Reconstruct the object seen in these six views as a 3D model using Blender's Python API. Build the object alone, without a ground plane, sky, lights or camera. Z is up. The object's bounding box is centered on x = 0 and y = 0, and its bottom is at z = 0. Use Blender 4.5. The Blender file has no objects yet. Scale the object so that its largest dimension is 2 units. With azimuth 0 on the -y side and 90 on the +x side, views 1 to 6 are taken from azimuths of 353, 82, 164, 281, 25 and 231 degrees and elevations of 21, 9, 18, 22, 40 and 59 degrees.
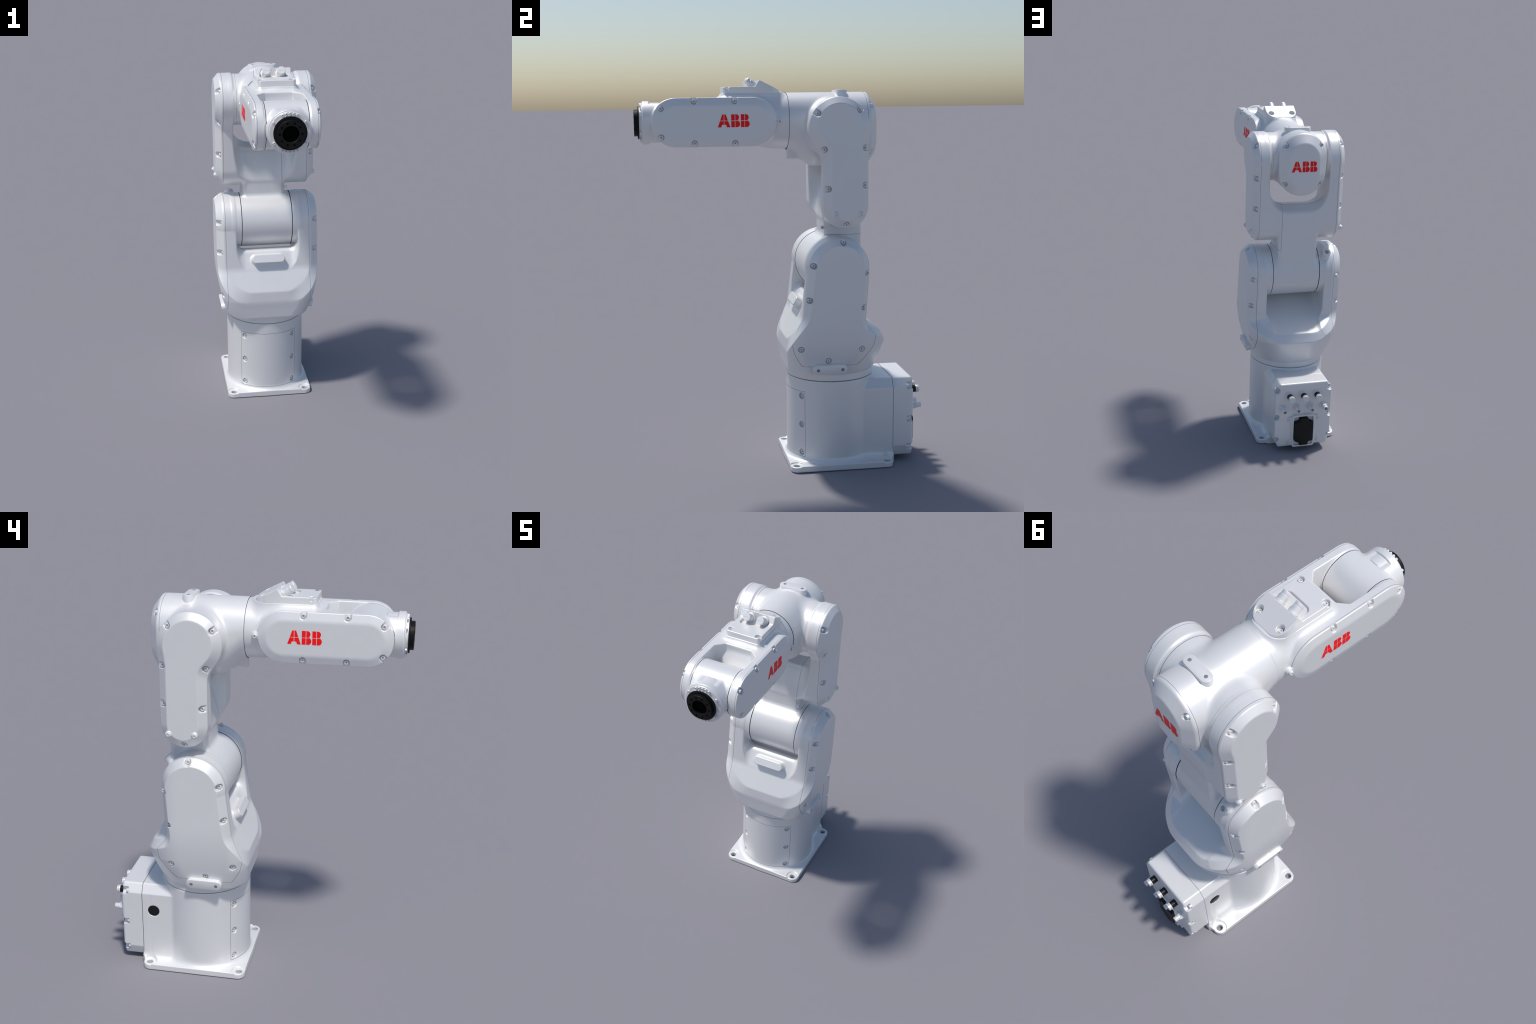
"""Six-axis industrial robot arm, white painted castings with red lettering.

Castings are described as signed distance formulas (profiles, cylinders, slots,
fillets, chamfers) and turned into smooth meshes; covers are cut off along
their real seam planes.  Small hardware is built from turned and extruded parts.
"""
import bpy, bmesh, math
import numpy as np
from mathutils import Vector, Matrix

# ------------------------------------------------------------------ frame
AXIS_Y = 0.262                      # vertical axis of the robot, y position
J2 = (0.2645, 1.044)                 # shoulder joint, (y, z)
J3 = (0.2640, 1.752)                # elbow joint, (y, z)
ARM_Z = 1.783                       # centre line of the forearm
WRIST_Y = -0.524                    # wrist joint, y

# ------------------------------------------------------------------ formulas
def smin(a, b, k):
    h = np.maximum(k - np.abs(a - b), 0.0)
    return np.minimum(a, b) - h * h / (4.0 * k)

def smax(a, b, k):
    return -smin(-a, -b, k)

def chamfer(a, b, ra, rb, k=0.005):
    """intersection of two solids with a flat bevel, leg ra seen from a and rb from b"""
    return smax(smax(a, b, k), (a * rb + b * ra + ra * rb) / np.sqrt(ra * ra + rb * rb), k)

def rbox2(u, v, cu, cv, hu, hv, r):
    qu = np.abs(u - cu) - hu + r
    qv = np.abs(v - cv) - hv + r
    return np.hypot(np.maximum(qu, 0), np.maximum(qv, 0)) + np.minimum(np.maximum(qu, qv), 0) - r

def capsule2(u, v, u0, v0, u1, v1, r):
    du, dv = u1 - u0, v1 - v0
    t = np.clip(((u - u0) * du + (v - v0) * dv) / (du * du + dv * dv), 0, 1)
    return np.hypot(u - u0 - t * du, v - v0 - t * dv) - r

def sstep(x, a, b):
    t = np.clip((x - a) / (b - a), 0, 1)
    return t * t * (3 - 2 * t)

def rounded(pts, seg=10):
    """polygon corners (u, v[, fillet radius]) -> polyline with arcs"""
    out = []
    n = len(pts)
    for i in range(n):
        p = np.array(pts[i][:2], float)
        r = pts[i][2] if len(pts[i]) > 2 else 0.0
        if r <= 0:
            out.append(p)
            continue
        a = np.array(pts[i - 1][:2], float) - p
        b = np.array(pts[(i + 1) % n][:2], float) - p
        a /= np.linalg.norm(a)
        b /= np.linalg.norm(b)
        half = 0.5 * math.acos(np.clip(a @ b, -1, 1))
        t = r / math.tan(half)
        c = p + (a + b) / np.linalg.norm(a + b) * (r / math.sin(half))
        s, e = p + a * t - c, p + b * t - c
        a0 = math.atan2(s[1], s[0])
        da = math.atan2(e[1], e[0]) - a0
        da = (da + math.pi) % (2 * math.pi) - math.pi
        for j in range(seg + 1):
            w = a0 + da * j / seg
            out.append(c + r * np.array([math.cos(w), math.sin(w)]))
    return np.array(out)

def polygon2(u, v, P):
    """signed distance to a closed polygon"""
    d = np.full(u.shape, 1e9)
    s = np.ones(u.shape, bool)
    n = len(P)
    for i in range(n):
        ax, ay = P[i]
        bx, by = P[i - 1]
        ex, ey = bx - ax, by - ay
        l2 = ex * ex + ey * ey
        if l2 < 1e-14:
            continue
        wx, wy = u - ax, v - ay
        t = np.clip((wx * ex + wy * ey) / l2, 0, 1)
        d = np.minimum(d, (wx - ex * t) ** 2 + (wy - ey * t) ** 2)
        c1 = v >= ay
        c2 = v < by
        c3 = ex * wy > ey * wx
        flip = (c1 & c2 & c3) | (~c1 & ~c2 & ~c3)
        s ^= flip
    return np.where(s, 1.0, -1.0) * np.sqrt(d)

# ------------------------------------------------------------------ mesher
def contour(f, lo, hi, h, block=8):
    """vertices, quads and normals of the surface f(x, y, z) = 0"""
    lo = np.array(lo, float)
    nb = np.ceil((np.array(hi) - lo) / (h * block)).astype(int)
    g = np.stack(np.meshgrid(*[np.arange(n) for n in nb], indexing='ij'), -1).reshape(-1, 3)
    c = lo + (g + 0.5) * block * h
    d = f(c[:, 0], c[:, 1], c[:, 2])
    g = g[np.abs(d) < 0.87 * block * h * 1.35 + 0.012]
    N = nb * block + 2
    off = np.stack(np.meshgrid(*[np.arange(block + 1)] * 3, indexing='ij'), -1)
    ids, pos, quads = [], [], []
    st = np.array([N[1] * N[2], N[2], 1], np.int64)
    for k in range(0, len(g), 500):
        gi = g[k:k + 500, None, None, None, :] * block + off
        p = lo + gi * h
        d = f(p[..., 0].ravel(), p[..., 1].ravel(), p[..., 2].ravel()).reshape(p.shape[:-1])
        neg = d < 0
        m = block
        cor = [(i, j, l) for i in (0, 1) for j in (0, 1) for l in (0, 1)]
        cnt = sum(neg[:, i:i + m, j:j + m, l:l + m].astype(np.int8) for i, j, l in cor)
        act = (cnt > 0) & (cnt < 8)
        w = np.argwhere(act)
        if len(w):
            acc = np.zeros((len(w), 3))
            num = np.zeros(len(w))
            b0 = w[:, 0]
            for i, j, l in cor:
                for ax in range(3):
                    o = [i, j, l]
                    if o[ax]:
                        continue
                    o2 = list(o)
                    o2[ax] = 1
                    da = d[b0, w[:, 1] + o[0], w[:, 2] + o[1], w[:, 3] + o[2]]
                    db = d[b0, w[:, 1] + o2[0], w[:, 2] + o2[1], w[:, 3] + o2[2]]
                    x = (da < 0) != (db < 0)
                    t = np.where(x, da / np.where(x, da - db, 1), 0)
                    q = np.repeat(np.array(o, float)[None], len(w), 0)
                    q[:, ax] = t
                    acc += q * x[:, None]
                    num += x
            base = gi[b0, w[:, 1], w[:, 2], w[:, 3]]
            pos.append(lo + (base + acc / num[:, None]) * h)
            ids.append(base @ st)
        for ax in range(3):
            sl0 = [slice(0, m)] * 3
            sl1 = [slice(0, m)] * 3
            sl1[ax] = slice(1, m + 1)
            n0 = neg[(slice(None), *sl0)]
            n1 = neg[(slice(None), *sl1)]
            w = np.argwhere(n0 != n1)
            if not len(w):
                continue
            b = gi[w[:, 0], w[:, 1], w[:, 2], w[:, 3]] @ st
            u, v = st[(ax + 1) % 3], st[(ax + 2) % 3]
            q = np.stack([b - u - v, b - v, b, b - u], 1)
            fl = ~n0[w[:, 0], w[:, 1], w[:, 2], w[:, 3]]
            q[fl] = q[fl][:, ::-1]
            quads.append(q)
    ids = np.concatenate(ids)
    pos = np.concatenate(pos)
    quads = np.concatenate(quads)
    o = np.argsort(ids)
    ids, pos = ids[o], pos[o]
    k = np.clip(np.searchsorted(ids, quads), 0, len(ids) - 1)
    ok = (ids[k] == quads).all(1)
    k = k[ok]
    for _ in range(3):
        dd = f(pos[:, 0], pos[:, 1], pos[:, 2])
        gr = gradient(f, pos, 0.25 * h)
        l2 = np.maximum((gr * gr).sum(1), 0.2)
        pos = pos - np.clip(dd / l2, -0.5 * h, 0.5 * h)[:, None] * gr
    return pos, k

def gradient(f, p, e):
    r = np.empty_like(p)
    for i in range(3):
        a, b = p.copy(), p.copy()
        a[:, i] += e
        b[:, i] -= e
        r[:, i] = (f(*a.T) - f(*b.T)) / (2 * e)
    return r

# ------------------------------------------------------------------ materials
def principled(name, color, rough, metallic=0.0, grain=0.0, coat=0.0, specular=0.5):
    m = bpy.data.materials.new(name)
    m.use_nodes = True
    nt = m.node_tree
    b = nt.nodes['Principled BSDF']
    b.inputs['Metallic'].default_value = metallic
    b.inputs['Specular IOR Level'].default_value = specular
    b.inputs['Coat Weight'].default_value = coat
    b.inputs['Coat Roughness'].default_value = 0.15
    tc = nt.nodes.new('ShaderNodeTexCoord')
    nz = nt.nodes.new('ShaderNodeTexNoise')
    nz.inputs['Scale'].default_value = 7.0
    nz.inputs['Detail'].default_value = 3.0
    nt.links.new(tc.outputs['Object'], nz.inputs['Vector'])
    ramp = nt.nodes.new('ShaderNodeValToRGB')
    ramp.color_ramp.elements[0].position = 0.3
    ramp.color_ramp.elements[1].position = 0.7
    ramp.color_ramp.elements[0].color = (*[c * 0.985 for c in color], 1)
    ramp.color_ramp.elements[1].color = (*color, 1)
    nt.links.new(nz.outputs['Fac'], ramp.inputs['Fac'])
    nt.links.new(ramp.outputs['Color'], b.inputs['Base Color'])
    mr = nt.nodes.new('ShaderNodeMapRange')
    mr.inputs['To Min'].default_value = rough - 0.02
    mr.inputs['To Max'].default_value = rough + 0.02
    nt.links.new(nz.outputs['Fac'], mr.inputs['Value'])
    nt.links.new(mr.outputs['Result'], b.inputs['Roughness'])
    if grain:
        n2 = nt.nodes.new('ShaderNodeTexNoise')
        n2.inputs['Scale'].default_value = 420.0
        nt.links.new(tc.outputs['Object'], n2.inputs['Vector'])
        bp = nt.nodes.new('ShaderNodeBump')
        bp.inputs['Strength'].default_value = grain
        bp.inputs['Distance'].default_value = 0.0006
        nt.links.new(n2.outputs['Fac'], bp.inputs['Height'])
        nt.links.new(bp.outputs['Normal'], b.inputs['Normal'])
    return m

WHITE = principled('white_paint', (0.80, 0.80, 0.80), 0.40, metallic=0.25)
STEEL = principled('light_steel', (0.80, 0.80, 0.80), 0.30, metallic=0.25)
SOCKET = principled('socket_grey', (0.60, 0.60, 0.61), 0.5)
HOLE_DARK = principled('painted_hole_shade', (0.22, 0.22, 0.23), 0.6)  # shade of the clamp holes, put into the colour
BLACK = principled('black_plastic', (0.006, 0.006, 0.006), 0.45, specular=0.3)
ANODISED = principled('black_anodised', (0.0065, 0.0065, 0.0065), 0.45, specular=0.2)
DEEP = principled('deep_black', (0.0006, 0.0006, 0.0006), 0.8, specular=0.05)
RED = principled('red_print', (0.98, 0.008, 0.010), 0.45, specular=0.25)

# ------------------------------------------------------------------ objects
ROOT = bpy.data.objects.new('robot_arm', None)
ROOT['label'] = 'white six-axis industrial robot arm with red lettering'
ROOT['category'] = 'robot arm'
bpy.context.scene.collection.objects.link(ROOT)

def add(name, mesh, parent=ROOT, mat=None):
    o = bpy.data.objects.new(name, mesh)
    bpy.context.scene.collection.objects.link(o)
    o.parent = parent
    if mat is not None and not mesh.materials:
        mesh.materials.append(mat)
    return o

def casting(f, lo, hi, h, parts, planes=(), classify=None, parent=ROOT, mat=WHITE):
    """mesh a casting and cut it along seam planes.
    parts: names; classify(c) -> part index per face centre, -1 drops the face"""
    pos, quads = contour(f, lo, hi, h)
    me = bpy.data.meshes.new('casting')
    me.from_pydata(pos.tolist(), [], quads.tolist())
    bm = bmesh.new()
    bm.from_mesh(me)
    bpy.data.meshes.remove(me)
    for co, no in planes:
        geom = bm.verts[:] + bm.edges[:] + bm.faces[:]
        bmesh.ops.bisect_plane(bm, geom=geom, dist=1e-6, plane_co=co, plane_no=no)
    c = np.array([f_.calc_center_median()[:] for f_ in bm.faces])
    lab = np.zeros(len(c), int) if classify is None else classify(c)
    bm.verts.ensure_lookup_table()
    bm.verts.index_update()
    V = np.array([v.co[:] for v in bm.verts])
    G = gradient(f, V, 0.35 * h)
    G /= np.maximum(np.linalg.norm(G, axis=1), 1e-9)[:, None]
    F = [[v.index for v in f_.verts] for f_ in bm.faces]
    bm.free()
    objs = []
    for pi, nm in enumerate(parts):
        sel = [F[i] for i in np.nonzero(lab == pi)[0]]
        used = np.unique(np.concatenate([np.array(s) for s in sel]))
        remap = {int(u): i for i, u in enumerate(used)}
        me = bpy.data.meshes.new(nm)
        me.from_pydata(V[used].tolist(), [], [[remap[i] for i in s] for s in sel])
        me.polygons.foreach_set('use_smooth', [True] * len(me.polygons))
        me.normals_split_custom_set_from_vertices(G[used].tolist())
        me.update()
        objs.append(add(nm, me, parent, mat))
    return objs

def bm_object(name, bm, parent, mat, smooth_angle=35):
    me = bpy.data.meshes.new(name)
    bm.normal_update()
    bm.to_mesh(me)
    bm.free()
    me.polygons.foreach_set('use_smooth', [True] * len(me.polygons))
    me.set_sharp_from_angle(angle=math.radians(smooth_angle))
    if isinstance(mat, (list, tuple)):
        for m in mat:
            me.materials.append(m)
        return add(name, me, parent)
    return add(name, me, parent, mat)

def revolve(profile, n=32, bm=None, mats=None):
    """turn a profile of (radius, height) about local z; closed ends where radius = 0"""
    bm = bm or bmesh.new()
    rings = []
    for r, z in profile:
        if r < 1e-7:
            rings.append([bm.verts.new((0, 0, z))])
        else:
            rings.append([bm.verts.new((r * math.cos(2 * math.pi * i / n), r * math.sin(2 * math.pi * i / n), z)) for i in range(n)])
    for k, (a, b) in enumerate(zip(rings, rings[1:])):
        for i in range(n):
            j = (i + 1) % n
            if len(a) == 1 and len(b) == 1:
                continue
            if len(a) == 1:
                f = bm.faces.new((a[0], b[i], b[j]))
            elif len(b) == 1:
                f = bm.faces.new((a[i], a[j], b[0]))
            else:
                f = bm.faces.new((a[i], a[j], b[j], b[i]))
            if mats:
                f.material_index = mats[k]
    bmesh.ops.recalc_face_normals(bm, faces=bm.faces)
    return bm

def prism(outline, z0, z1, bevel=0.0, bm=None):
    """extrude an outline in local xy from z0 to z1, with a bevelled top edge"""
    bm = bm or bmesh.new()
    P = np.array(outline)
    n = len(P)
    levels = [(0.0, z0), (0.0, z1 - bevel)]
    if bevel:
        levels += [(bevel * 0.35, z1 - bevel * 0.25), (bevel, z1)]
    area = 0.5 * sum(P[i - 1][0] * P[i][1] - P[i][0] * P[i - 1][1] for i in range(n))
    sgn = 1 if area > 0 else -1
    nrm = []
    for i in range(n):
        a = P[i] - P[i - 1]
        b = P[(i + 1) % n] - P[i]
        a = a / max(np.linalg.norm(a), 1e-9)
        b = b / max(np.linalg.norm(b), 1e-9)
        t = a + b
        t = t / max(np.linalg.norm(t), 1e-9)
        m = np.array([-t[1], t[0]]) * sgn
        nrm.append(m / max(0.5, abs(m @ np.array([-a[1], a[0]]))))
    rings = [[bm.verts.new((*(P[i] + nrm[i] * o), z)) for i in range(n)] for o, z in levels]
    for a, b in zip(rings, rings[1:]):
        for i in range(n):
            bm.faces.new((a[i], a[(i + 1) % n], b[(i + 1) % n], b[i]))
    bm.faces.new(rings[-1])
    bm.faces.new(rings[0][::-1])
    bmesh.ops.recalc_face_normals(bm, faces=bm.faces)
    return bm

def stadium(half, r, n=12):
    """outline of a bar with round ends, along local x"""
    out = []
    for s, a0 in ((1, -math.pi / 2), (-1, math.pi / 2)):
        for i in range(n + 1):
            a = a0 + math.pi * i / n
            out.append((s * half + r * math.cos(a), r * math.sin(a)))
    return out

def circle(cx, cy, r, n=24):
    return [(cx + r * math.cos(2 * math.pi * i / n), cy + r * math.sin(2 * math.pi * i / n)) for i in range(n)]

def aim(direction, up=(0, 0, 1)):
    """rotation taking local z to direction"""
    return Vector(direction).to_track_quat('Z', 'Y').to_matrix().to_4x4()

# socket head screw, local z out of the surface, origin at the seat
def make_screw_mesh(r=0.0100, h=0.010):
    bm = bmesh.new()
    n = 24
    rr = r * 0.52
    revolve([(0, h * 0.35), (rr, h * 0.35), (rr, h * 0.97), (rr * 1.08, h), (r * 0.82, h), (r * 0.95, h * 0.92), (r, h * 0.75), (r, -h * 0.6)], n, bm,
            mats=[1, 0, 0, 0, 0, 0, 0])
    me = bpy.data.meshes.new('screw')
    bm.normal_update()
    bm.to_mesh(me)
    bm.free()
    me.polygons.foreach_set('use_smooth', [True] * len(me.polygons))
    me.set_sharp_from_angle(angle=math.radians(40))
    me.materials.append(WHITE)
    me.materials.append(SOCKET)
    return me

SCREW = make_screw_mesh()
BOLT = make_screw_mesh(0.0062, 0.009)

def screw(loc, direction, parent, mesh=SCREW, name='screw'):
    o = add(name, mesh, parent)
    o.matrix_local = Matrix.Translation(loc) @ aim(direction)
    return o

def pocket_x(X, Y, Z, y, z, r, floor, out=None):
    """pocket cut from outside along x on both sides of the arm, down to |x| = floor;
    with out, the outline formula of the cover, it opens towards the cover's edge"""
    if out is None:
        d = np.hypot(Y - y, Z - z) - r
    else:
        p = [np.array([v]) for v in (y + 1e-3, y - 1e-3, y, z + 1e-3, z - 1e-3, z)]
        n = np.array([(out(p[0], p[5]) - out(p[1], p[5]))[0], (out(p[2], p[3]) - out(p[2], p[4]))[0]])
        n = n / np.linalg.norm(n) * 0.04
        d = capsule2(Y, Z, y, z, y + n[0], z + n[1], r)
    return smax(d, floor - np.abs(X), 0.003)

# ================================================================== base
BASE_R = 0.227
HOLES = [(sx * 0.2145, y) for sx in (-1, 1) for y in (0.048, 0.524)]
BLOCK = rounded([(0.178, -0.05), (0.178, 0.402, 0.012), (0.148, 0.450, 0.012), (-0.148, 0.450, 0.012), (-0.178, 0.402, 0.012), (-0.178, -0.05)], 4)
REAR = rounded([(0.178, 0.088, 0.01), (0.178, 0.402, 0.012), (0.148, 0.450, 0.012), (-0.148, 0.450, 0.012), (-0.178, 0.402, 0.012),
                (-0.178, 0.088, 0.01), (-0.152, 0.030, 0.01), (0.152, 0.030, 0.01)], 4)
PANEL_A = math.radians(45)
PANEL_Z = (0.052, 0.400)
PANEL_SCREWS = [(s * math.radians(39), z) for s in (-1, 1) for z in (0.375, 0.222, 0.074)]

def base_shape(X, Y, Z):
    plate2 = rbox2(X, Y, 0, 0.2865, 0.2495, 0.2690, 0.038)
    plate = smax(plate2, Z - 0.031, 0.003)
    pads = np.full(X.shape, 1e9)
    for hx, hy in HOLES:
        pads = np.minimum(pads, capsule2(X, Y, hx, hy, hx * 1.4, hy + (hy - 0.2865) * 0.4, 0.036))
    pads = smax(pads, 0.0255 - Z, 0.002)
    rad = np.hypot(X, Y - AXIS_Y)
    col = smax(rad - BASE_R, Z - 0.4635, 0.004)
    blk = smax(polygon2(X, Z, BLOCK), np.maximum(Y - 0.5655, AXIS_Y - Y), 0.003)
    col = smin(col, blk, 0.008)
    d = smin(plate, col, 0.034)
    d = smax(d, -pads, 0.003)
    for hx, hy in HOLES:
        d = smax(d, 0.0165 - np.hypot(X - hx, Y - hy), 0.003)
    # round socket hole in the flank
    d = smax(d, -smax(np.hypot(Y - 0.505, Z - 0.308) - 0.030, X + 0.168, 0.002), 0.003)
    # panel screw pockets
    for a, z in PANEL_SCREWS:
        dx, dy = math.sin(a), -math.cos(a)
        out = X * dx + (Y - AXIS_Y) * dy
        side = X * -dy + (Y - AXIS_Y) * dx
        d = smax(d, -smax(np.hypot(side, Z - z) - 0.0165, 0.212 - out, 0.003), 0.003)
    return smax(d, -Z, 0.002)

ca, sa = math.cos(PANEL_A), math.sin(PANEL_A)
gap = 0.0007

def panel_dist(c):
    """signed distance inside the front panel, seen on the column"""
    x, y, z = c[:, 0], c[:, 1] - AXIS_Y, c[:, 2]
    out = np.hypot(x, y)
    ang = np.arctan2(np.abs(x), -y)
    side = (PANEL_A - ang) * BASE_R
    return np.minimum(np.minimum(side, z - PANEL_Z[0]), np.minimum(PANEL_Z[1] - z, np.where(out > 0.2, 1.0, -1.0)))

def base_class(c):
    d = panel_dist(c)
    return np.where(d > gap, 1, np.where(d > -gap, -1, 0))

pl = []
for s in (-1, 1):
    t = Vector((s * sa, -ca, 0))
    nrm = Vector((s * ca, sa, 0))
    for g in (-gap, gap):
        pl.append((Vector((0, AXIS_Y, 0)) + nrm * g, nrm))
for z in PANEL_Z:
    for g in (-gap, gap):
        pl.append(((0, 0, z + g), (0, 0, 1)))
base, panel = casting(base_shape, (-0.27, -0.005, -0.02), (0.27, 0.59, 0.49), 0.0038, ['base', 'service_panel'], pl, base_class)
for a, z in PANEL_SCREWS:
    d = Vector((math.sin(a), -math.cos(a), 0))
    screw(Vector((0, AXIS_Y, z)) + d * 0.212, d, panel)
o = bm_object('socket_plug', revolve([(0, 0), (0.029, 0), (0.0302, -0.0008), (0.0302, -0.012)], 40), base, BLACK)
o.matrix_local = Matrix.Translation((-0.1768, 0.505, 0.308)) @ aim((-1, 0, 0))

# ------------------------------------------------------------------ rear connector housing
REAR_SCREWS = [(s * 0.166, z) for s in (-1, 1) for z in (0.408, 0.232, 0.080)]

def rear_shape(X, Y, Z):
    d = smax(polygon2(X, Z, REAR), np.maximum(Y - 0.674, 0.540 - Y), 0.014)
    for sx, z in REAR_SCREWS:
        d = smax(d, -smax(np.hypot(X - sx, Z - z) - 0.0185, 0.640 - Y, 0.003), 0.003)
    return d

rear, = casting(rear_shape, (-0.2, 0.53, 0.01), (0.2, 0.70, 0.47), 0.0038, ['connector_housing'],
                [((0, 0.5662, 0), (0, 1, 0))], lambda c: np.where(c[:, 1] < 0.5662, -1, 0))
for sx, z in REAR_SCREWS:
    screw((sx, 0.640, z), (0, 1, 0), rear)
YB = 0.674
for x in (0.087, 0.001, -0.084):
    bm = revolve([(0, 0), (0.0225, 0), (0.0225, 0.002), (0.0205, 0.003), (0.017, 0.003)], 28)
    at = Matrix.Translation((x, YB, 0.366)) @ aim((0, 1, 0))
    at = at @ Matrix.Diagonal((1.12, 1.12, 1.0, 1.0))
    o = bm_object('air_port', bm, rear, STEEL)
    o.matrix_local = at
    b = bm_object('plug_sleeve', revolve([(0.0165, 0.0), (0.0165, 0.036)], 28), rear, BLACK)
    b.matrix_local = at
    b = bm_object('plug_cap', revolve([(0.012, 0.034), (0.0175, 0.0345), (0.0182, 0.0355), (0.0182, 0.0415), (0.0172, 0.0420), (0.0150, 0.0422), (0.0150, 0.0436), (0.0168, 0.0438), (0.0168, 0.0515), (0.0158, 0.0525), (0, 0.0525)], 28), rear, STEEL)
    b.matrix_local = at
for x in (0.128, 0.043, -0.043, -0.129):
    bm = revolve([(0.023, 0), (0.022, 0.007), (0.016, 0.008)], 28)
    hexa = [(0.0175 * math.cos(math.pi / 3 * i), 0.0175 * math.sin(math.pi / 3 * i)) for i in range(6)]
    prism(hexa, 0.006, 0.024, 0.0015, bm)
    revolve([(0.0150, 0.020), (0.0150, 0.031), (0.0125, 0.033), (0.0125, 0.050), (0.0115, 0.0525), (0.0085, 0.0525), (0.0082, 0.030), (0, 0.030)], 28, bm,
            mats=[0, 0, 0, 0, 0, 0, 1])
    o = bm_object('hose_fitting', bm, rear, (STEEL, SOCKET))
    o.matrix_local = Matrix.Translation((x, YB, 0.290)) @ aim((0, 1, 0)) @ Matrix.Diagonal((1.12, 1.12, 1.01, 1.0))

def power_frame(X, Y, Z):
    zc = 0.137
    ears = rbox2(X, Z, -0.002, zc, 0.098, 0.092, 0.012)
    for s in (-1, 1):
        ears = smax(ears, -rbox2(X, Z, -0.002 + s * 0.125, zc, 0.048, 0.062, 0.008), 0.004)
    foot = smax(ears, Y - (YB + 0.010), 0.003)
    rim = smax(rbox2(X, Z, -0.001, zc, 0.070, 0.106, 0.014), Y - (YB + 0.018), 0.004)
    d = smin(foot, rim, 0.006)
    d = smax(d, -smax(rbox2(X, Z, -0.001, zc, 0.0605, 0.095, 0.008), YB + 0.004 - Y, 0.002), 0.003)
    return smax(d, YB - 0.004 - Y, 0.001)

frame, = casting(power_frame, (-0.11, 0.66, 0.02), (0.11, 0.70, 0.26), 0.0026, ['power_connector'], parent=rear)
for sx in (-0.089, 0.086):
    for z in (0.062, 0.213):
        o = bm_object('connector_bolt', revolve([(0, 0.001), (0.008, 0.001), (0.009, 0.0), (0.009, -0.004)], 20), frame, SOCKET)
        o.parent = rear
        o.matrix_local = Matrix.Translation((sx, YB + 0.0105, z)) @ aim((0, 1, 0))
ins = []
for sx, sz in ((1, 1), (-1, 1), (-1, -1), (1, -1)):
    q = [(0.058, 0.0), (0.058, 0.058), (0.046, 0.067), (0.034, 0.067), (0.027, 0.074), (0.027, 0.086), (0.022, 0.090)]
    if sx * sz < 0:
        q = q[::-1]
    ins += [(sx * a, sz * b) for a, b in q if not (b == 0.0)]
bm = prism(ins, 0.0, 0.034, 0.003)
o = bm_object('power_insert', bm, rear, BLACK)
o.matrix_local = Matrix.Translation((-0.001, YB + 0.001, 0.138)) @ Matrix(((-1, 0, 0, 0), (0, 0, 1, 0), (0, 1, 0, 0), (0, 0, 0, 1)))

# ================================================================== shoulder
LAP = (0.010, 0.672, 0.1377, 0.9150)           # front slope: foot y, z and crest y, z
_ln = np.array([LAP[2] - LAP[0], LAP[3] - LAP[1]])
_ln = _ln / np.linalg.norm(_ln)
LAP_T = _ln                                   # up the slope (y, z)
LAP_N = np.array([-_ln[1], _ln[0]])           # out of the slope
_t = (LAP[1] - 0.40) / _ln[1]
SADDLE = rounded([(LAP[0] - _ln[0] * _t, 0.40), (LAP[2], LAP[3], 0.038), (0.315, 0.810, 0.14), (0.515, 0.697), (0.85, 0.44), (0.85, 0.40)], 12)
ARCH = np.array([(J2[0] + 0.160 * math.cos(a), J2[1] + 0.160 * math.sin(a)) for a in np.linspace(math.radians(-4), math.radians(186), 48)]
                + [(0.058, 0.60), (0.389, 0.60)])
# side profile of cheeks and bucket together: arch on top, front slope and rear rim below
CHEEK = np.concatenate([ARCH[:48], rounded([tuple(ARCH[47]), (0.0765, 0.797, 0.10), (LAP[0] - _ln[0] * _t, 0.40), (0.85, 0.40), (0.85, 0.44), (0.515, 0.703),
                                            (0.4035, 0.766, 0.045), tuple(ARCH[0])], 10)[1:-1]])
SH_SCREWS = [(0.281, 1.186, 0.256), (0.131, 1.073, 0.256), (0.4045, 1.028, 0.256), (0.110, 0.900, 0.256), (0.3845, 0.857, 0.256),
             (0.068, 0.650, 0.250), (0.377, 0.640, 0.253), (0.207, 0.584, 0.243)]

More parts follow.
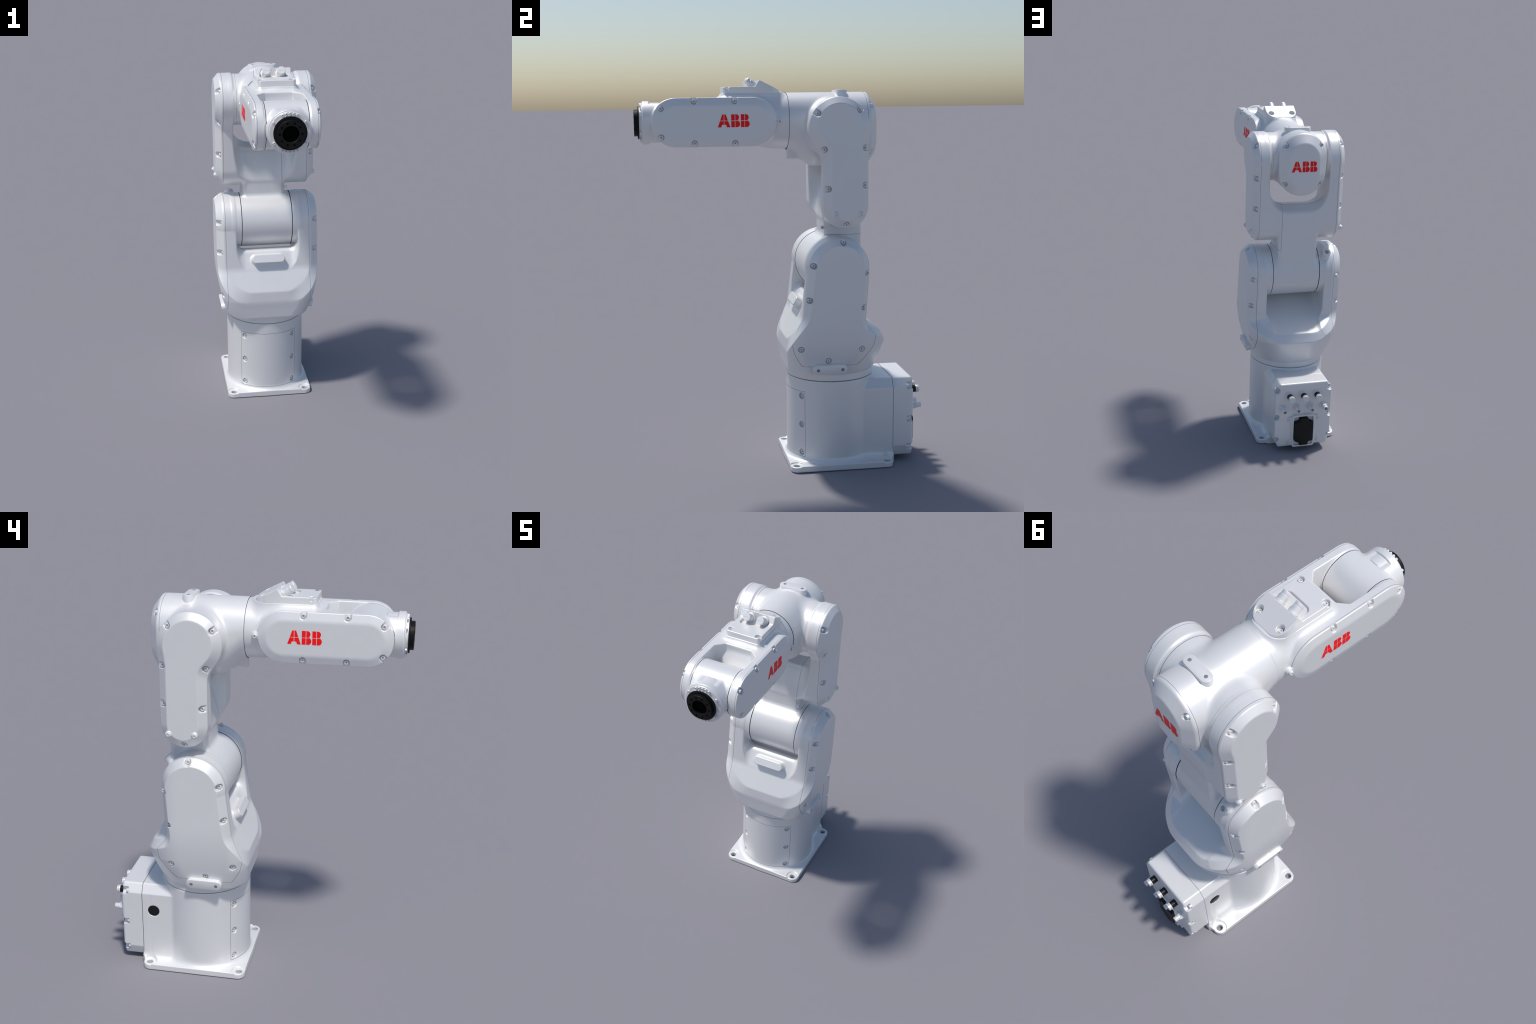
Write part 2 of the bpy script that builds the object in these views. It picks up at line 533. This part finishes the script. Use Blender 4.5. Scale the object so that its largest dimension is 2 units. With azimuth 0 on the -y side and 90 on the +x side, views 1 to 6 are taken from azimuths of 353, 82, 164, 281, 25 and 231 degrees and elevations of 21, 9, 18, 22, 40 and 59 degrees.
def shoulder_shape(X, Y, Z):
    ax = np.abs(X)
    hx = 0.2925 - 0.0165 * (np.clip(0.86 - Z, 0, 0.4) / 0.2) ** 2.2      # cheeks swell upwards
    yf = np.interp(Z, [0.46, 0.52, 0.57, 0.62, 0.68, 1.5], [0.022, 0.019, 0.014, 0.008, 0.004, 0.002])
    yb = np.interp(Z, [0.46, 0.50, 0.65, 1.5], [0.480, 0.491, 0.535, 0.542])
    yc, hy = 0.5 * (yf + yb), 0.5 * (yb - yf)
    rc = np.where(Y < yc, np.interp(Z, [0.50, 0.56, 0.62], [0.125, 0.108, 0.097]), np.interp(Z, [0.50, 0.65], [0.222, 0.205]))
    bucket = rbox2(X, Y, 0, yc, hx, hy, rc)
    bucket = smax(bucket, 0.506 - Z, 0.014)
    saddle = polygon2(Y, Z, SADDLE)
    prof = polygon2(Y, Z, CHEEK)
    slot = smax(-saddle, ax - 0.178, 0.055)
    body = smax(prof, -slot, 0.0015 + 0.0085 * sstep(saddle, 0.006, 0.04))
    # grip bar on the front slope
    u = (Y - LAP[0]) * LAP_T[0] + (Z - LAP[1]) * LAP_T[1]
    w = (Y - LAP[0]) * LAP_N[0] + (Z - LAP[1]) * LAP_N[1]
    bar = smax(rbox2(X, u, 0, 0.196, 0.094, 0.0245, 0.0235), np.maximum(w - 0.041, -0.02 - w), 0.004)
    body = smin(body, bar, 0.014)
    # joint hub
    rj = np.hypot(Y - J2[0], Z - J2[1])
    hub = smax(rj - 0.1590, np.maximum(0.138 - ax, ax - 0.2), 0.004)
    body = smin(body, hub, 0.006)
    side = sstep(ax, 0.13, 0.262)
    up = sstep(Z, 0.70, 0.84)
    ra = np.where(Y < 0.26, (0.026 - 0.013 * sstep(ax, 0.12, 0.24)) * (1 - up) + 0.031 * up, 0.026 + 0.005 * side)
    rb = np.where(Y < 0.26, 0.009 + 0.031 * sstep(ax, 0.10, 0.25), 0.026 + 0.014 * side)
    d = chamfer(body, bucket, ra, rb, 0.0025)
    ring = smax(np.hypot(X, Y - AXIS_Y) - 0.2265, np.maximum(0.4665 - Z, Z - 0.56), 0.003)
    d = smin(d, ring, 0.010)
    # drain boss at the back of one cheek
    c, s = math.cos(math.radians(45)), math.sin(math.radians(45))
    rad = (Y - J2[0]) * c + (Z - J2[1]) * s
    tan = -(Y - J2[0]) * s + (Z - J2[1]) * c
    rb = np.hypot(X + 0.191, tan)
    boss = smax(rb - 0.0265, np.maximum(rad - 0.194, 0.1 - rad), 0.004)
    d = smin(d, boss, 0.012)
    d = smax(d, -smax(rb - 0.0125, 0.172 - rad, 0.003), 0.003)
    for y, z, fl in SH_SCREWS:
        d = smax(d, -pocket_x(X, Y, Z, y, z, 0.0152, fl), 0.003)
    return d

SX, SZ, g = 0.2405, 0.556, 0.0006
def shoulder_class(c):
    ax, z = np.abs(c[:, 0]), c[:, 2]
    rj = np.hypot(c[:, 1] - J2[0], z - J2[1])
    d = np.minimum(ax - SX, z - SZ)
    lab = np.where(d > g, np.where(c[:, 0] > 0, 1, 2), np.where(d > -g, -1, 0))
    return np.where((rj < 0.17) & (ax < 0.1470), -1, lab)

pl = []
for s in (-1, 1):
    pl += [((s * (SX + e), 0, 0), (1, 0, 0)) for e in (-g, g)]
    pl.append(((s * 0.1470, 0, 0), (1, 0, 0)))
pl += [((0, 0, SZ + e), (0, 0, 1)) for e in (-g, g)]
shoulder, cov_r, cov_l = casting(shoulder_shape, (-0.32, -0.01, 0.45), (0.32, 0.57, 1.23), 0.0042,
                                 ['shoulder', 'shoulder_cover', 'shoulder_cover'], pl, shoulder_class)
for s, cov in ((1, cov_r), (-1, cov_l)):
    for y, z, fl in SH_SCREWS:
        screw((s * fl, y, z), (s, 0, 0), cov)

def clamp_bar(name, half, r, depth, hole_disc, parent, mat4):
    """cable clamp bar: round-ended block, two raised dark discs in place of holes"""
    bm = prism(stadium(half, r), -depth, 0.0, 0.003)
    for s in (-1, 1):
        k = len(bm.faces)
        revolve([(0, 0.0006), (hole_disc * 0.92, 0.0006), (hole_disc, 0.0002), (hole_disc, -0.002)], 20, bm)  # disc a hair proud of the bar, coloured dark to pass for a hole
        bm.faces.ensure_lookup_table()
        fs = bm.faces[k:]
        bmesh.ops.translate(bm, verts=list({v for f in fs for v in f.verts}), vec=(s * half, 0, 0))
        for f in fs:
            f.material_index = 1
    o = bm_object(name, bm, parent, (WHITE, HOLE_DARK))
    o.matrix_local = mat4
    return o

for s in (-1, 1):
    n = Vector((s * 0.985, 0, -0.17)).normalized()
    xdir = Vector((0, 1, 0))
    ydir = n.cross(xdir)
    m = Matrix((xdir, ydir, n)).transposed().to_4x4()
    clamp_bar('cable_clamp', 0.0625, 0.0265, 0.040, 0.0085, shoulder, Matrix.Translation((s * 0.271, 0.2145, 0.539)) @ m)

# ================================================================== lower arm
UP_SCREWS = [(0.157, 1.820, 0.250), (0.364, 1.836, 0.250), (0.189, 1.645, 0.250), (0.392, 1.652, 0.250), (0.208, 1.452, 0.250),
             (0.392, 1.468, 0.250), (0.299, 1.272, 0.250)]
UP_STUDS = [(0.242, 1.326), (0.368, 1.325)]
TROUGH = rounded([(0.50, 1.10), (0.50, 1.362), (0.364, 1.4855, 0.015), (0.276, 1.474, 0.015), (0.234, 1.374, 0.3), (0.209, 1.278), (0.190, 1.20), (0.190, 1.10)], 10)

def arm_outline(Y, Z):
    c = np.hypot(Y - J3[0], Z - J3[1]) - 0.1485
    k = capsule2(Y, Z, 0.2995, 1.3630, 0.2995, 1.72, 0.1130)
    return smin(c, k, 0.045)

def lower_arm_shape(X, Y, Z):
    ax = np.abs(X)
    out = arm_outline(Y, Z)
    trough = polygon2(Y, Z, TROUGH)
    slot = smax(-trough, ax - 0.178, 0.125)
    body = smax(out, -slot, 0.010)
    # bevelled side covers, the flat sits a little high on the outline
    ra, rb = 0.039, 0.034
    bevel = (arm_outline(Y, Z - 0.007) * rb + (ax - 0.2815) * ra + ra * rb) / math.hypot(ra, rb)
    body = smax(smax(body, ax - 0.2815, 0.003), bevel, 0.003)
    # neck and shoulder drum
    neck = smax(rbox2(X, Y, -0.005, 0.3130, 0.1225, 0.0955, 0.024), np.maximum(Z - 1.45, 1.03 - Z), 0.01)
    body = smin(body, neck, 0.014)
    body = smax(body, -smax(slot, 1.28 - Z, 0.01), 0.01)
    drum = smax(np.hypot(Y - J2[0], Z - J2[1]) - 0.1575, ax - 0.152, 0.004)
    body = smin(body, drum, 0.022)
    hub = smax(np.hypot(Y - J3[0], Z - J3[1]) - 0.1425, np.maximum(0.155 - ax, ax - 0.2), 0.004)
    body = smin(body, hub, 0.010)
    for y, z, fl in UP_SCREWS:
        body = smax(body, -pocket_x(X, Y, Z, y, z, 0.0152, fl, arm_outline), 0.003)
    for y, z in UP_STUDS:
        stud = smax(np.hypot(Y - y, Z - z) - 0.0155, np.maximum(ax - 0.2860, 0.25 - ax), 0.003)
        body = smin(body, stud, 0.004)
    return body

UX = 0.2385
def lower_class(c):
    x, y, z = c.T
    ax = np.abs(x)
    lab = np.where((x > 0.1) & (z > 1.207), 1, 0)
    lab = np.where(ax > UX, np.where(x > 0, 2, 3), lab)
    cut = (np.abs(ax - UX) < g) & (z > 1.2)
    e = np.minimum(x - 0.1, z - 1.207)
    cut |= (np.abs(e) < g) & (ax < UX)
    rj3 = np.hypot(y - J3[0], z - J3[1])
    cut |= (rj3 < 0.165) & (ax < 0.1648)
    cut |= (z < 1.205) & (ax > 0.1430)
    return np.where(cut, -1, lab)

pl = []
for s in (-1, 1):
    pl += [((s * (UX + e), 0, 0), (1, 0, 0)) for e in (-g, g)]
    pl += [((s * 0.1648, 0, 0), (1, 0, 0)), ((s * 0.1430, 0, 0), (1, 0, 0))]
pl += [((0.1 + e, 0, 0), (1, 0, 0)) for e in (-g, g)] + [((0, 0, 1.207 + e), (0, 0, 1)) for e in (-g, g)]
lower, housing, uc_r, uc_l = casting(lower_arm_shape, (-0.31, 0.09, 0.87), (0.31, 0.43, 1.93), 0.0040,
                                     ['lower_arm', 'arm_side_housing', 'arm_cover', 'arm_cover'], pl, lower_class)
for s, cov in ((1, uc_r), (-1, uc_l)):
    for y, z, fl in UP_SCREWS:
        screw((s * fl, y, z), (s, 0, 0), cov)
    for y, z in UP_STUDS:
        screw((s * 0.2815, y, z), (s, 0, 0), cov)
for y in (0.204, 0.345):
    screw((0.1165, y, 1.246), (1, 0, 0), housing)

# ================================================================== elbow housing
CAP_SCREWS = [(s * 0.107, z) for s in (-1, 1) for z in (1.858, 1.627)]

def elbow_shape(X, Y, Z):
    low = ARM_Z - 0.088 * sstep(Y, 0.03, 0.18)
    dz = np.where(Z > ARM_Z, Z - ARM_Z, np.where(Z < low, Z - low, 0.0))
    sec = (np.hypot(X, dz) - 0.1425) * 0.9
    tube = chamfer(sec, Y - 0.4935, 0.049, 0.042, 0.006)
    tube = smax(tube, 0.020 - Y, 0.003)
    drum = smax(np.hypot(Y - J3[0], Z - J3[1]) - 0.1415, np.abs(X) - 0.172, 0.004)
    d = smin(tube, drum, 0.020)
    bump = smax(rbox2(X, Z, 0, 1.64, 0.026, 0.0525, 0.014), np.maximum(0.043 - Y, Y - 0.2), 0.010)
    d = smin(d, bump, 0.010)
    for sx, z in CAP_SCREWS:
        d = smax(d, -smax(np.hypot(X - sx, Z - z) - 0.0155, 0.452 - Y, 0.003), 0.003)
    return d

def elbow_class(c):
    x, y, z = c.T
    lab = np.where(y > 0.437, 1, 0)
    cut = (np.abs(y - 0.437) < g) | (np.abs(x) > 0.1638)
    cut |= (y < 0.0385) & (np.hypot(x, z - ARM_Z) < 0.16)
    return np.where(cut, -1, lab)

pl = [((0, 0.437 + e, 0), (0, 1, 0)) for e in (-g, g)] + [((s * 0.1638, 0, 0), (1, 0, 0)) for s in (-1, 1)] + [((0, 0.0385, 0), (0, 1, 0))]
elbow, cap = casting(elbow_shape, (-0.18, 0.0, 1.54), (0.18, 0.53, 1.94), 0.0038, ['elbow_housing', 'rear_cap'], pl, elbow_class)
for sx, z in CAP_SCREWS:
    screw((sx, 0.452, z), (0, 1, 0), cap)
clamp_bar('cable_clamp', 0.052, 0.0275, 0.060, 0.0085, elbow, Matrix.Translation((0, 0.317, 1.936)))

# ================================================================== forearm
FA_SCREWS = [(-0.436, 1.885), (-0.237, 1.885), (-0.598, 1.852), (-0.598, 1.713), (-0.436, 1.682), (-0.237, 1.681)]
SLOT = rounded([(0.113, -1.0), (0.113, -0.364, 0.012), (0.072, -0.325, 0.012), (-0.072, -0.325, 0.012), (-0.113, -0.364, 0.012), (-0.113, -1.0)], 4)

def box_plan(X, Y):
    r = np.where(Y < -0.14, 0.016, 0.062)
    return rbox2(X, Y, 0, -0.1415, 0.096 , 0.1445, r)

def forearm_outline(Y, Z):
    return capsule2(Y, Z, WRIST_Y, ARM_Z, -0.148, ARM_Z, 0.1195)

def forearm_shape(X, Y, Z):
    ax = np.abs(X)
    stad = capsule2(Y, Z, WRIST_Y, ARM_Z, -0.148, ARM_Z, 0.1195)
    # shallow bevel of the side covers
    cover = smax(smax(stad, ax - 0.1695, 0.003), (ax - 0.156) * 0.947 + stad * 0.32, 0.003)
    rt = 0.1400 - 0.024 * sstep(-Y, 0.02, 0.17)
    tube = smax((np.hypot(X, Z - ARM_Z) - rt) * 0.97, np.maximum(Y - 0.05, -0.30 - Y), 0.003)
    d = smin(cover, tube, 0.020)
    # pedestal under the connector box
    ped = smax(box_plan(X, Y) - 0.001, np.maximum(Z - 1.9215, 1.80 - Z), 0.003)
    d = smin(d, ped, 0.034)
    rw = np.hypot(Y - WRIST_Y, Z - ARM_Z)
    mouth = smin(rw - 0.128, (0.082 + 1.6 * (Y + 0.325) - np.abs(Z - ARM_Z)) * 0.53, 0.012)
    d = smax(d, -smax(polygon2(X, Y, SLOT), mouth, 0.010), 0.006)
    hub = smax(np.hypot(Y - WRIST_Y, Z - ARM_Z) - 0.1165, np.maximum(0.098 - ax, ax - 0.14), 0.003)
    d = smin(d, hub, 0.006)
    for y, z in FA_SCREWS:
        d = smax(d, -pocket_x(X, Y, Z, y, z, 0.0150, 0.1495, forearm_outline), 0.003)
    st = smax(np.hypot(Y + 0.017, Z - ARM_Z) - 0.0155, np.maximum(ax - 0.153, 0.1 - ax), 0.003)
    d = smin(d, st, 0.008)
    return d

FX = 0.1475
def forearm_class(c):
    x, y, z = c.T
    ax = np.abs(x)
    stad = capsule2(y, z, WRIST_Y, ARM_Z, -0.148, ARM_Z, 0.1195)
    lab = np.where((ax > FX) & (stad < 0.006), np.where(x > 0, 1, 2), 0)
    cut = (np.abs(ax - FX) < g) & (stad < 0.006)
    rw = np.hypot(y - WRIST_Y, z - ARM_Z)
    cut |= (rw < 0.13) & (ax < 0.1060)
    cut |= (y > 0.0370)
    cut |= (z > 1.9205) & (box_plan(x, y) < -0.004)
    return np.where(cut, -1, lab)

pl = []
for s in (-1, 1):
    pl += [((s * (FX + e), 0, 0), (1, 0, 0)) for e in (-g, g)] + [((s * 0.1060, 0, 0), (1, 0, 0))]
pl += [((0, 0.0370, 0), (0, 1, 0)), ((0, 0, 1.9205), (0, 0, 1))]
forearm, fc_r, fc_l = casting(forearm_shape, (-0.19, -0.66, 1.63), (0.19, 0.06, 1.94), 0.0036,
                              ['forearm', 'forearm_cover', 'forearm_cover'], pl, forearm_class)
for s, cov in ((1, fc_r), (-1, fc_l)):
    for y, z in FA_SCREWS:
        screw((s * 0.1495, y, z), (s, 0, 0), cov)
    screw((s * 0.157, -0.016, ARM_Z), (s, 0, 0), forearm)

# connector box on top
PLUG_DIR = np.array([0.0, -0.843, 0.537])
BOX_SIDE = rounded([(-0.40, 1.9545), (-0.127, 1.9545), (-0.106, 1.9875, 0.002), (0.0, 1.934), (0.04, 1.914), (0.04, 1.912), (-0.40, 1.912)], 3)
BOX_SCREWS = [(-0.079, -0.263, 1.938), (0.079, -0.263, 1.938), (-0.066, -0.040, 1.932), (0.066, -0.040, 1.932)]

def box_shape(X, Y, Z):
    d = smax(box_plan(X, Y), polygon2(Y, Z, BOX_SIDE), 0.004)
    # sunken bay around the plugs
    bay = smax(rbox2(X, Y, 0, -0.150, 0.072, 0.045, 0.028), np.maximum(1.942 - Z, Z - 1.9545 - 1.5 * np.maximum(Y + 0.127, 0)), 0.004)
    d = smax(d, -bay, 0.003)
    for x, y, z in BOX_SCREWS:
        d = smax(d, -smax(np.hypot(X - x, Y - y) - 0.0165, z - Z, 0.002), 0.003)
    return d

cbox, = casting(box_shape, (-0.11, -0.30, 1.90), (0.11, 0.02, 2.0), 0.0030, ['connector_box'], parent=ROOT)
for x, y, z in BOX_SCREWS:
    screw((x, y, z), (0, 0, 1), cbox)
for s in (-1, 1):
    bm = revolve([(0.025, -0.035), (0.025, 0.004), (0.0215, 0.005), (0.0215, 0.030), (0.0205, 0.031), (0.0205, 0.036), (0.0215, 0.037), (0.0215, 0.046), (0.0195, 0.0485), (0.0, 0.0485)], 32)
    o = bm_object('screw_plug', bm, cbox, WHITE)
    o.matrix_local = Matrix.Translation((s * 0.039, -0.1255, 1.9585)) @ aim(PLUG_DIR)
    slot = prism([(-0.0165, -0.0012), (0.0165, -0.0012), (0.0165, 0.0012), (-0.0165, 0.0012)], 0.046, 0.0489)  # thin grey bar laid proud of the plug tip, no slot is cut
    b = bm_object('plug_slot_bar', slot, cbox, SOCKET)
    x = Vector((1, 0, 0))
    n = Vector(PLUG_DIR)
    b.matrix_local = Matrix.Translation((s * 0.039, -0.1255, 1.9585)) @ Matrix((x, n.cross(x), n)).transposed().to_4x4()

# ================================================================== wrist
def wrist_shape(X, Y, Z):
    ax = np.abs(X)
    barrel = smax(np.hypot(Y - WRIST_Y, Z - ARM_Z) - 0.1165, ax - 0.112, 0.003)
    rad = np.hypot(X, Z - ARM_Z)
    nose = smax(rad - 0.1075, np.maximum(-0.686 - Y, Y + 0.53), 0.006)
    nose = smax(nose, -smax(0.0935 - np.abs(Z - ARM_Z), -0.651 - Y, 0.004), 0.004)
    d = smin(barrel, nose, 0.012)
    step = smax(rad - 0.099, np.maximum(-0.6915 - Y, Y + 0.6), 0.002)
    return np.minimum(d, step)

wrist, = casting(wrist_shape, (-0.12, -0.70, 1.65), (0.12, -0.39, 1.92), 0.0034, ['wrist'],
                 [((s * 0.1030, 0, 0), (1, 0, 0)) for s in (-1, 1)],
                 lambda c: np.where((np.abs(c[:, 0]) > 0.1030) & (np.hypot(c[:, 1] - WRIST_Y, c[:, 2] - ARM_Z) < 0.121), -1, 0))
for deg in (0, 11.5, -11.5, 23, -23, 57, -57, 123, -123, 157, -157, 168.5, -168.5, 180):
    a = math.radians(deg)
    screw((0.0905 * math.sin(a), -0.6905, ARM_Z + 0.0905 * math.cos(a)), (0, -1, 0), wrist, BOLT, 'flange_bolt')
n = 80
seat = revolve([(0.069, -0.008), (0.0775, -0.008), (0.0775, 0.0105), (0.06, 0.0105)], n)
o = bm_object('flange_seat', seat, wrist, WHITE)
o.matrix_local = Matrix.Translation((0, -0.6915, ARM_Z)) @ aim((0, -1, 0))
flange = revolve([(0.050, 0.0105), (0.0805, 0.0105), (0.0810, 0.011), (0.0810, 0.0170), (0.0803, 0.0178), (0.0665, 0.0180), (0.0665, 0.0345), (0.0655, 0.0358), (0.0410, 0.0358), (0.0398, 0.0348),
                  (0.0398, 0.022), (0, 0.022)], n, mats=[0] * 10 + [1])
o = bm_object('tool_flange', flange, wrist, (ANODISED, DEEP))
MF = Matrix.Translation((0, -0.6915, ARM_Z)) @ aim((0, -1, 0))
o.matrix_local = MF
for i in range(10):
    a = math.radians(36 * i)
    bm = revolve([(0, 0.0363), (0.0048, 0.0363), (0.0052, 0.0358), (0.0052, 0.030)], 16)  # raised black disc standing in for a drilled hole
    b = bm_object('flange_hole_disc', bm, wrist, DEEP)
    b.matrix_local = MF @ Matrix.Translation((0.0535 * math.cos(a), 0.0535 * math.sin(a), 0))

# ================================================================== lettering
def arc(cx, cy, rx, ry, a0, a1, n=9):
    return [(cx + rx * math.cos(math.radians(a0 + (a1 - a0) * i / n)), cy + ry * math.sin(math.radians(a0 + (a1 - a0) * i / n))) for i in range(n + 1)]

def letter_a():
    e = 0.022
    m = 0.487
    hy = 0.50
    s = 0.35                                            # run of the sloping flank
    def flank(y):
        return s * y
    low = [(0, 0), (0.26, 0), (0.33, 0.20), (m - e, 0.20), (m - e, hy - e), (flank(hy - e), hy - e)]
    top = [(flank(hy + e), hy + e), (m - e, hy + e), (m - e, 1.0), (s, 1.0)]
    mir = lambda q: [(2 * m - x, y) for x, y in q[::-1]]
    return [low, top, mir(low), mir(top)]

def letter_b():
    e = 0.022
    m = 0.30
    hy = 0.50
    return [[(0, 0), (m - e, 0), (m - e, hy - e), (0, hy - e)],
            [(0, hy + e), (m - e, hy + e), (m - e, 1), (0, 1)],
            [(m + e, 0)] + arc(0.455, 0.25, 0.235, 0.25, -90, 62) + [(0.585, hy - e), (m + e, hy - e)],
            [(m + e, hy + e), (0.59, hy + e), (0.53, hy + 0.05)] + arc(0.39, 0.765, 0.225, 0.235, -48, 90) + [(m + e, 1)]]

def lettering(parent, origin, xdir, ydir, width, height):
    """origin: lower left corner on the surface; extruded a hair proud"""
    bm = bmesh.new()
    for x0, pieces in ((0.0, letter_a()), (1.045, letter_b()), (1.80, letter_b())):
        for p in pieces:
            prism([((x + x0) * width / 2.48, y * height) for x, y in p], -0.001, 0.0010, 0, bm)
    o = bm_object('red_lettering', bm, parent, RED)
    xd, yd = Vector(xdir), Vector(ydir)
    o.matrix_local = Matrix.Translation(origin) @ Matrix((xd, yd, xd.cross(yd))).transposed().to_4x4()
    return o

lettering(fc_r, (0.1695, -0.322, 1.758), (0, 1, 0), (0, 0, 1), 0.156, 0.0625)
lettering(fc_l, (-0.1695, -0.168, 1.758), (0, -1, 0), (0, 0, 1), 0.156, 0.0625)
lettering(cap, (0.0775, 0.4935, 1.706), (-1, 0, 0), (0, 0, 1), 0.153, 0.0625)
